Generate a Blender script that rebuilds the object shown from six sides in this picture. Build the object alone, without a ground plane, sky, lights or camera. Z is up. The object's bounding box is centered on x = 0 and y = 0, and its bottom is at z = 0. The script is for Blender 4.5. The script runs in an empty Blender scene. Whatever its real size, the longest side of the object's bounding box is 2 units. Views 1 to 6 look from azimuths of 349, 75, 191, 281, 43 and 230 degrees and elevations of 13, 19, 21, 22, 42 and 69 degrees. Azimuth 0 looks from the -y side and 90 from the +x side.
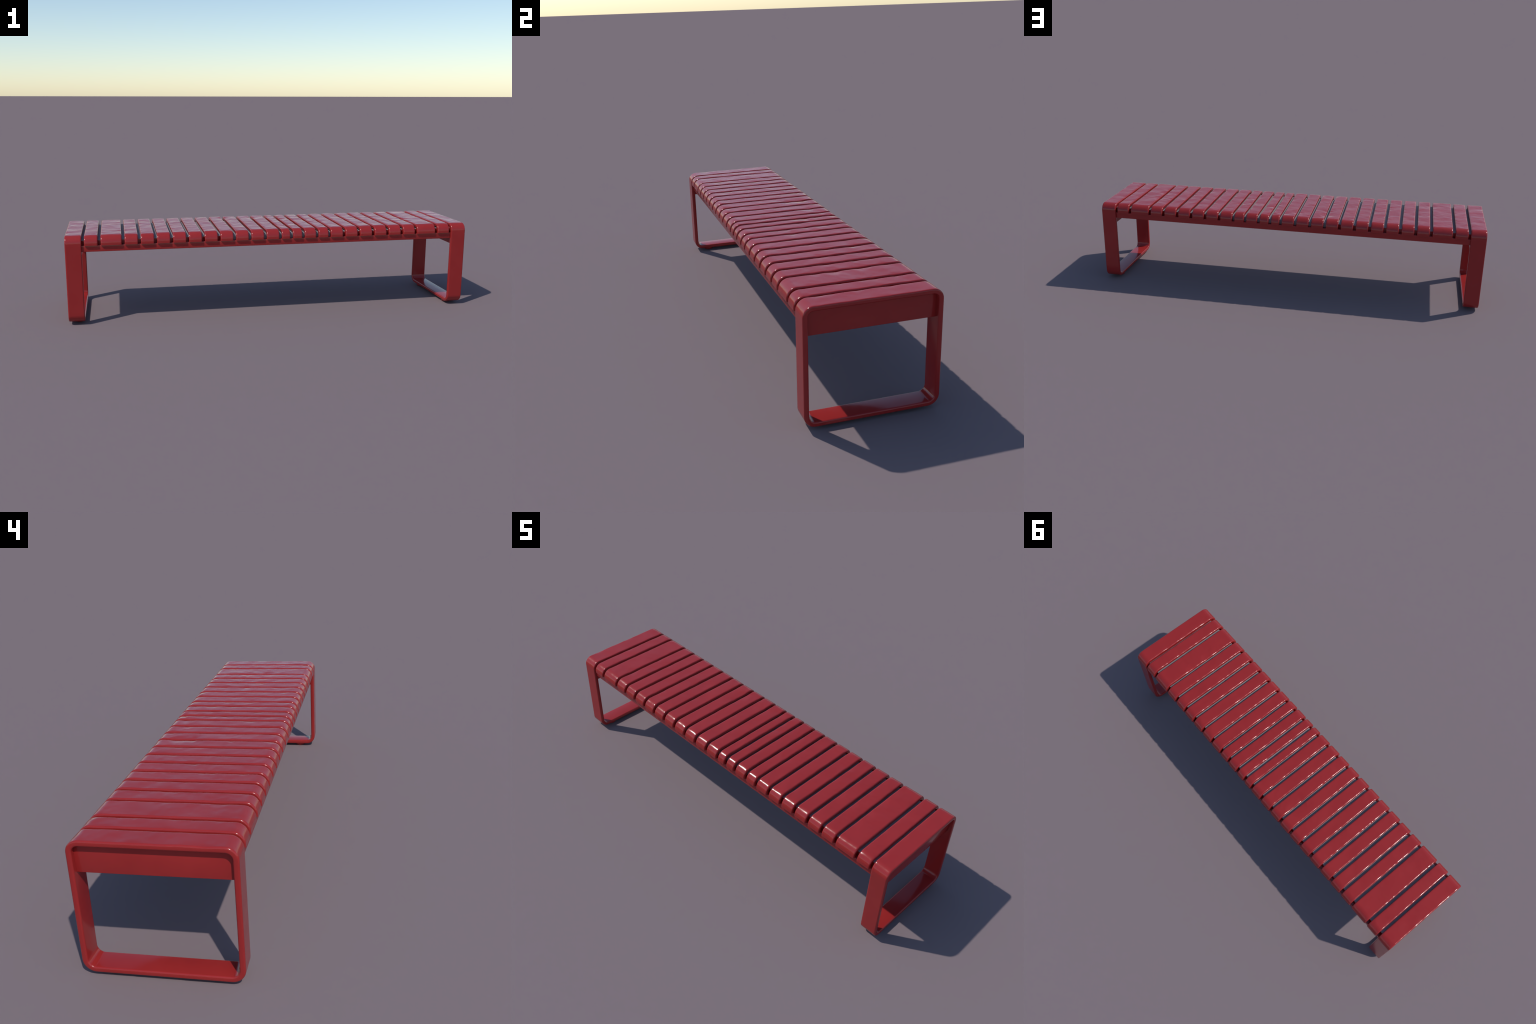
"""Red slatted metal bench: two looped flat-bar leg frames, two side rails and
twenty-four bent flat-bar slats, all painted glossy red."""
import bpy, bmesh, math
from mathutils import Vector, noise

# ---------------------------------------------------------------- dimensions
HALF_LENGTH = 1.000      # x, outer face of the leg frames
HALF_WIDTH = 0.2368      # y, outer face of slats and legs
TOP = 0.4285             # seat height
FOOT_HEIGHT = 0.0092
PLATE = 0.0175           # thickness of every bent flat bar
BEND = 0.0375            # outer bend radius of slats and frames
LOW_BEND = 0.0410        # rounder bends where the frames meet the ground
EDGE = 0.0052            # rounding of the flat-bar edges
FRAME_BAR = 0.0765       # width of the leg-frame bar along x
SLAT_FOOT_Z = 0.3830     # lower ends of the bent-down slat tips
RAIL_Z = (0.3525, 0.3826)
RAIL_Y = (0.2030, 0.2278)
BEAM_X = (0.9262, 0.9820)
BEAM_BOTTOM = 0.3245
PANEL_Y = 0.2070         # sheet tray closing the seat under the slats
PANEL_Z = (0.3700, 0.4045)
PAD_RADIUS = 0.0220
PAD_X = 0.9520
PAD_Y = 0.160

BITE_BIAS, BITE_DEPTH, DENT_DEPTH = 0.05, 0.0029, 0.0023

PITCH, WIDTH = 0.0763, 0.0622
# (centre x, width) of each slat: evenly pitched, a wide one next but one to
# each end, and a run of narrower ones right of the middle
SLATS = [(-0.8800, WIDTH), (-0.7870, 0.0974)]
SLATS += [(-0.6940 + PITCH * i - 0.0004 * i, WIDTH) for i in range(10)]
SLATS += [(0.0543, 0.0416), (0.1130, 0.0456), (0.1783, 0.0571), (0.2450, 0.0506)]
SLATS += [(0.3140 + 0.0761 * i, WIDTH) for i in range(6)]
SLATS += [(0.7870, 0.0974), (0.8808, WIDTH)]


# ---------------------------------------------------------------- materials
def red_paint(name, dents):
    """Glossy red coat; `dents` is the depth of a broad ripple in it."""
    mat = bpy.data.materials.new(name)
    mat.use_nodes = True
    nt = mat.node_tree
    nodes, links = nt.nodes, nt.links
    bsdf = nodes["Principled BSDF"]

    def node(kind, **values):
        n = nodes.new(kind)
        for key, value in values.items():
            setattr(n, key, value)
        return n

    def noise(scale, detail, rough, distort, stretch):
        mapping = node("ShaderNodeMapping")
        mapping.inputs["Scale"].default_value = stretch
        links.new(geo.outputs["Position"], mapping.inputs["Vector"])
        n = node("ShaderNodeTexNoise")
        n.inputs["Scale"].default_value = scale
        n.inputs["Detail"].default_value = detail
        n.inputs["Roughness"].default_value = rough
        n.inputs["Distortion"].default_value = distort
        links.new(mapping.outputs["Vector"], n.inputs["Vector"])
        return n.outputs["Fac"]

    def math_node(op, a, b=None, clamp=False):
        n = node("ShaderNodeMath", operation=op, use_clamp=clamp)
        for i, v in enumerate((a, b)):
            if v is None:
                continue
            if isinstance(v, (int, float)):
                n.inputs[i].default_value = v
            else:
                links.new(v, n.inputs[i])
        return n.outputs[0]

    def ramp(fac, stops):
        n = node("ShaderNodeValToRGB")
        while len(n.color_ramp.elements) < len(stops):
            n.color_ramp.elements.new(0.5)
        for el, (pos, col) in zip(n.color_ramp.elements, stops):
            el.position, el.color = pos, (*col, 1.0)
        links.new(fac, n.inputs["Fac"])
        return n.outputs["Color"]

    geo = node("ShaderNodeNewGeometry")
    # colour: nearly even red with very faint cloudiness
    cloud = noise(9.0, 3.0, 0.5, 0.3, (1, 1, 1))
    links.new(ramp(cloud, [(0.30, (0.286, 0.0195, 0.0192)),
                           (0.70, (0.310, 0.0222, 0.0215))]),
              bsdf.inputs["Base Color"])
    # gloss: smooth enamel with slightly duller patches
    handled = noise(22.0, 4.0, 0.55, 0.4, (1, 1, 1))
    rough = node("ShaderNodeMapRange")
    for i, v in zip((1, 2, 3, 4), (0.32, 0.68, 0.12, 0.22)):
        rough.inputs[i].default_value = v
    links.new(handled, rough.inputs[0])
    links.new(rough.outputs[0], bsdf.inputs["Roughness"])
    bsdf.inputs["IOR"].default_value = 1.45

    # relief: faint orange-peel ripple of the coat
    if dents:
        ripple = noise(16.0, 2.0, 0.5, 0.6, (1.0, 1.0, 1.0))
        bump = node("ShaderNodeBump")
        bump.inputs["Strength"].default_value = 1.0
        bump.inputs["Distance"].default_value = dents
        links.new(ripple, bump.inputs["Height"])
        links.new(bump.outputs["Normal"], bsdf.inputs["Normal"])
    return mat


SLAT_PAINT = red_paint("red_slat_paint", 0.0)
FRAME_PAINT = red_paint("red_frame_paint", 0.0)


def sheet_metal():
    """Dull blue-grey sheet seen only through the gaps between the slats."""
    mat = bpy.data.materials.new("grey_sheet_metal")
    mat.use_nodes = True
    nodes, links = mat.node_tree.nodes, mat.node_tree.links
    bsdf = nodes["Principled BSDF"]
    grain = nodes.new("ShaderNodeTexNoise")
    grain.inputs["Scale"].default_value = 30.0
    coords = nodes.new("ShaderNodeTexCoord")
    links.new(coords.outputs["Object"], grain.inputs["Vector"])
    ramp = nodes.new("ShaderNodeValToRGB")
    ramp.color_ramp.elements[0].color = (0.240, 0.216, 0.234, 1)
    ramp.color_ramp.elements[1].color = (0.320, 0.290, 0.312, 1)
    links.new(grain.outputs["Fac"], ramp.inputs["Fac"])
    links.new(ramp.outputs["Color"], bsdf.inputs["Base Color"])
    bsdf.inputs["Roughness"].default_value = 0.55
    return mat


SHEET_METAL = sheet_metal()


# ---------------------------------------------------------------- geometry
def arc(cy, cz, radius, a0, a1, steps):
    """Points (y, z) with outward normals on an arc, angles in degrees."""
    out = []
    for i in range(steps + 1):
        a = math.radians(a0 + (a1 - a0) * i / steps)
        out.append(((cy + radius * math.cos(a), cz + radius * math.sin(a)),
                    (math.cos(a), math.sin(a))))
    return out


def straight(p, q, normal, steps):
    """Points strictly between p and q, all with one normal."""
    return [((p[0] + (q[0] - p[0]) * i / steps, p[1] + (q[1] - p[1]) * i / steps), normal)
            for i in range(1, steps)]


def bar_section(width, depth, radius, steps=4, column=0.0022):
    """Rounded rectangle, (x, depth below the outer face), anticlockwise; the
    outer face is cut into narrow columns so that wear can be sculpted on it."""
    pts = []
    hw = width / 2
    for cx, cd, a0 in ((hw - radius, radius, 270), (hw - radius, depth - radius, 0),
                       (-hw + radius, depth - radius, 90), (-hw + radius, radius, 180)):
        for i in range(steps + 1):
            a = math.radians(a0 + 90 * i / steps)
            pts.append((cx + radius * math.cos(a), cd + radius * math.sin(a)))
    flat = width - 2 * radius
    count = max(2, round(flat / column))
    pts += [(-hw + radius + flat * i / count, 0.0) for i in range(1, count)]
    return pts


def wear(x, y, half, seed):
    """Depth of the knocked and rounded-over patches at (x, y) on a bar face:
    scalloped bites along both long edges and a few shallow dents."""
    depth = 0.0
    for side in (-1, 1):
        k = seed * 7.31 + side * 3.7
        bite = (noise.noise(Vector((y * 17, k, 0.0)))
                + 0.42 * noise.noise(Vector((y * 40, k, 4.0)))
                + 0.25 * noise.noise(Vector((x * 40, y * 30, k))))
        bite = max(0.0, bite + BITE_BIAS)
        reach = 0.0065 + 0.038 * bite
        inward = half - side * x
        if inward < reach:
            depth += BITE_DEPTH * bite * (1 - inward / reach) ** 1.7
    dent = (noise.noise(Vector((x * 15 + seed * 2.3, y * 19, 9.0)))
            + 0.32 * noise.noise(Vector((x * 38, y * 48, seed))))
    return depth + DENT_DEPTH * 0.5 * dent


def sweep(path, section, closed, radius, seed):
    half = max(x for x, d in section)
    bm = bmesh.new()
    rings = []
    for (y, z), (ny, nz) in path:
        up = max(0.0, nz) ** 2
        ring = []
        for x, d in section:
            share = up * max(0.0, 1 - d / radius)
            if share > 0.01:
                d += share * wear(x, y, half, seed)
            ring.append(bm.verts.new((x, y - ny * d, z - nz * d)))
        rings.append(ring)
    count = len(section)
    spans = len(rings) if closed else len(rings) - 1
    for i in range(spans):
        a, b = rings[i], rings[(i + 1) % len(rings)]
        for k in range(count):
            bm.faces.new((a[k], a[(k + 1) % count], b[(k + 1) % count], b[k]))
    if not closed:
        bm.faces.new(rings[0])
        bm.faces.new(list(reversed(rings[-1])))
    bmesh.ops.recalc_face_normals(bm, faces=bm.faces)
    return bm


def to_mesh(bm, name, material):
    for f in bm.faces:
        f.smooth = True
    mesh = bpy.data.meshes.new(name)
    bm.to_mesh(mesh)
    bm.free()
    mesh.materials.append(material)
    mesh.set_sharp_from_angle(angle=math.radians(50))
    return mesh


def slat_mesh(width, seed):
    w, r = HALF_WIDTH, BEND
    path = [((w, SLAT_FOOT_Z), (1, 0))]
    path += arc(w - r, TOP - r, r, 0, 90, 16)
    path += straight((w - r, TOP), (-w + r, TOP), (0, 1), 176)
    path += arc(-w + r, TOP - r, r, 90, 180, 16)
    path += [((-w, SLAT_FOOT_Z), (-1, 0))]
    return to_mesh(sweep(path, bar_section(width, PLATE, EDGE), False, EDGE, seed), "slat", SLAT_PAINT)


def frame_mesh(seed):
    w, r, low = HALF_WIDTH, BEND, FOOT_HEIGHT
    path = arc(w - r, TOP - r, r, 0, 90, 16)
    path += straight((w - r, TOP), (-w + r, TOP), (0, 1), 176)
    path += arc(-w + r, TOP - r, r, 90, 180, 16)
    q = LOW_BEND
    path += straight((-w, TOP - r), (-w, low + q), (-1, 0), 16)
    path += arc(-w + q, low + q, q, 180, 270, 16)
    path += straight((-w + q, low), (w - q, low), (0, -1), 24)
    path += arc(w - q, low + q, q, 270, 360, 16)
    path += straight((w, low + q), (w, TOP - r), (1, 0), 16)
    return to_mesh(sweep(path, bar_section(FRAME_BAR, PLATE, EDGE), True, EDGE, seed), "leg_frame", SLAT_PAINT)


def box_mesh(name, lo, hi, bevel, material):
    bm = bmesh.new()
    bmesh.ops.create_cube(bm, size=1.0)
    for v in bm.verts:
        v.co = [lo[i] + (hi[i] - lo[i]) * (v.co[i] + 0.5) for i in range(3)]
    bmesh.ops.bevel(bm, geom=bm.edges[:], offset=bevel, segments=3, profile=0.5, affect='EDGES')
    return to_mesh(bm, name, material)


def pad_mesh():
    bm = bmesh.new()
    bmesh.ops.create_cone(bm, cap_ends=True, segments=40, radius1=PAD_RADIUS,
                          radius2=PAD_RADIUS, depth=FOOT_HEIGHT + 0.001)
    for v in bm.verts:
        v.co.z += (FOOT_HEIGHT + 0.001) / 2
    rim = [e for e in bm.edges if abs(e.verts[0].co.z - e.verts[1].co.z) < 1e-5]
    bmesh.ops.bevel(bm, geom=rim, offset=0.0015, segments=2, profile=0.5, affect='EDGES')
    return to_mesh(bm, "foot", FRAME_PAINT)


# ---------------------------------------------------------------- assembly
def add(name, data, parent, location=(0, 0, 0)):
    obj = bpy.data.objects.new(name, data)
    bpy.context.scene.collection.objects.link(obj)
    obj.parent = parent
    obj.location = location
    return obj


bench = add("bench", None, None)
bench["label"] = "glossy red metal slatted bench with looped flat-bar legs"
bench["category"] = "bench"

# every slat carries its own wear, so each has a mesh of its own
for index, (centre, width) in enumerate(SLATS):
    add("slat", slat_mesh(width, index + 1), bench, (centre, 0, 0))

pad_data = pad_mesh()
frame_x = HALF_LENGTH - FRAME_BAR / 2
beam_half = (BEAM_X[1] - BEAM_X[0]) / 2
inner = HALF_WIDTH - PLATE + 0.001
beam_data = box_mesh("cross_beam", (-beam_half, -inner, BEAM_BOTTOM),
                     (beam_half, inner, TOP - PLATE - 0.0002), 0.0015, FRAME_PAINT)
for side in (-1, 1):
    frame = add("leg_frame", frame_mesh(40 + side), bench, (side * frame_x, 0, 0))
    add("cross_beam", beam_data, frame,
        (side * ((BEAM_X[0] + BEAM_X[1]) / 2 - frame_x), 0, 0))
    for s in (-1, 1):
        add("foot", pad_data, frame, (side * (PAD_X - frame_x), s * PAD_Y, 0))

rail_half = (RAIL_Y[1] - RAIL_Y[0]) / 2
rail_data = box_mesh("side_rail", (-BEAM_X[0] - 0.004, -rail_half, RAIL_Z[0]),
                     (BEAM_X[0] + 0.004, rail_half, RAIL_Z[1]), 0.002, FRAME_PAINT)
panel_data = box_mesh("seat_panel", (-BEAM_X[0] - 0.002, -PANEL_Y, PANEL_Z[0]),
                      (BEAM_X[0] + 0.002, PANEL_Y, PANEL_Z[1]), 0.001, SHEET_METAL)
add("seat_panel", panel_data, bench)
# red edge strips on the panel's sides, left open around the middle
for x0, x1 in ((-BEAM_X[0], -0.215), (0.285, BEAM_X[0])):
    strip_data = box_mesh("panel_edge_strip", (x0, -0.001, RAIL_Z[1] - 0.002),
                          (x1, 0.001, PANEL_Z[1] - 0.0015), 0.0004, FRAME_PAINT)
    for s in (-1, 1):
        add("panel_edge_strip", strip_data, bench, (0, s * (PANEL_Y + 0.0006), 0))
for s in (-1, 1):
    add("side_rail", rail_data, bench, (0, s * (RAIL_Y[0] + RAIL_Y[1]) / 2, 0))
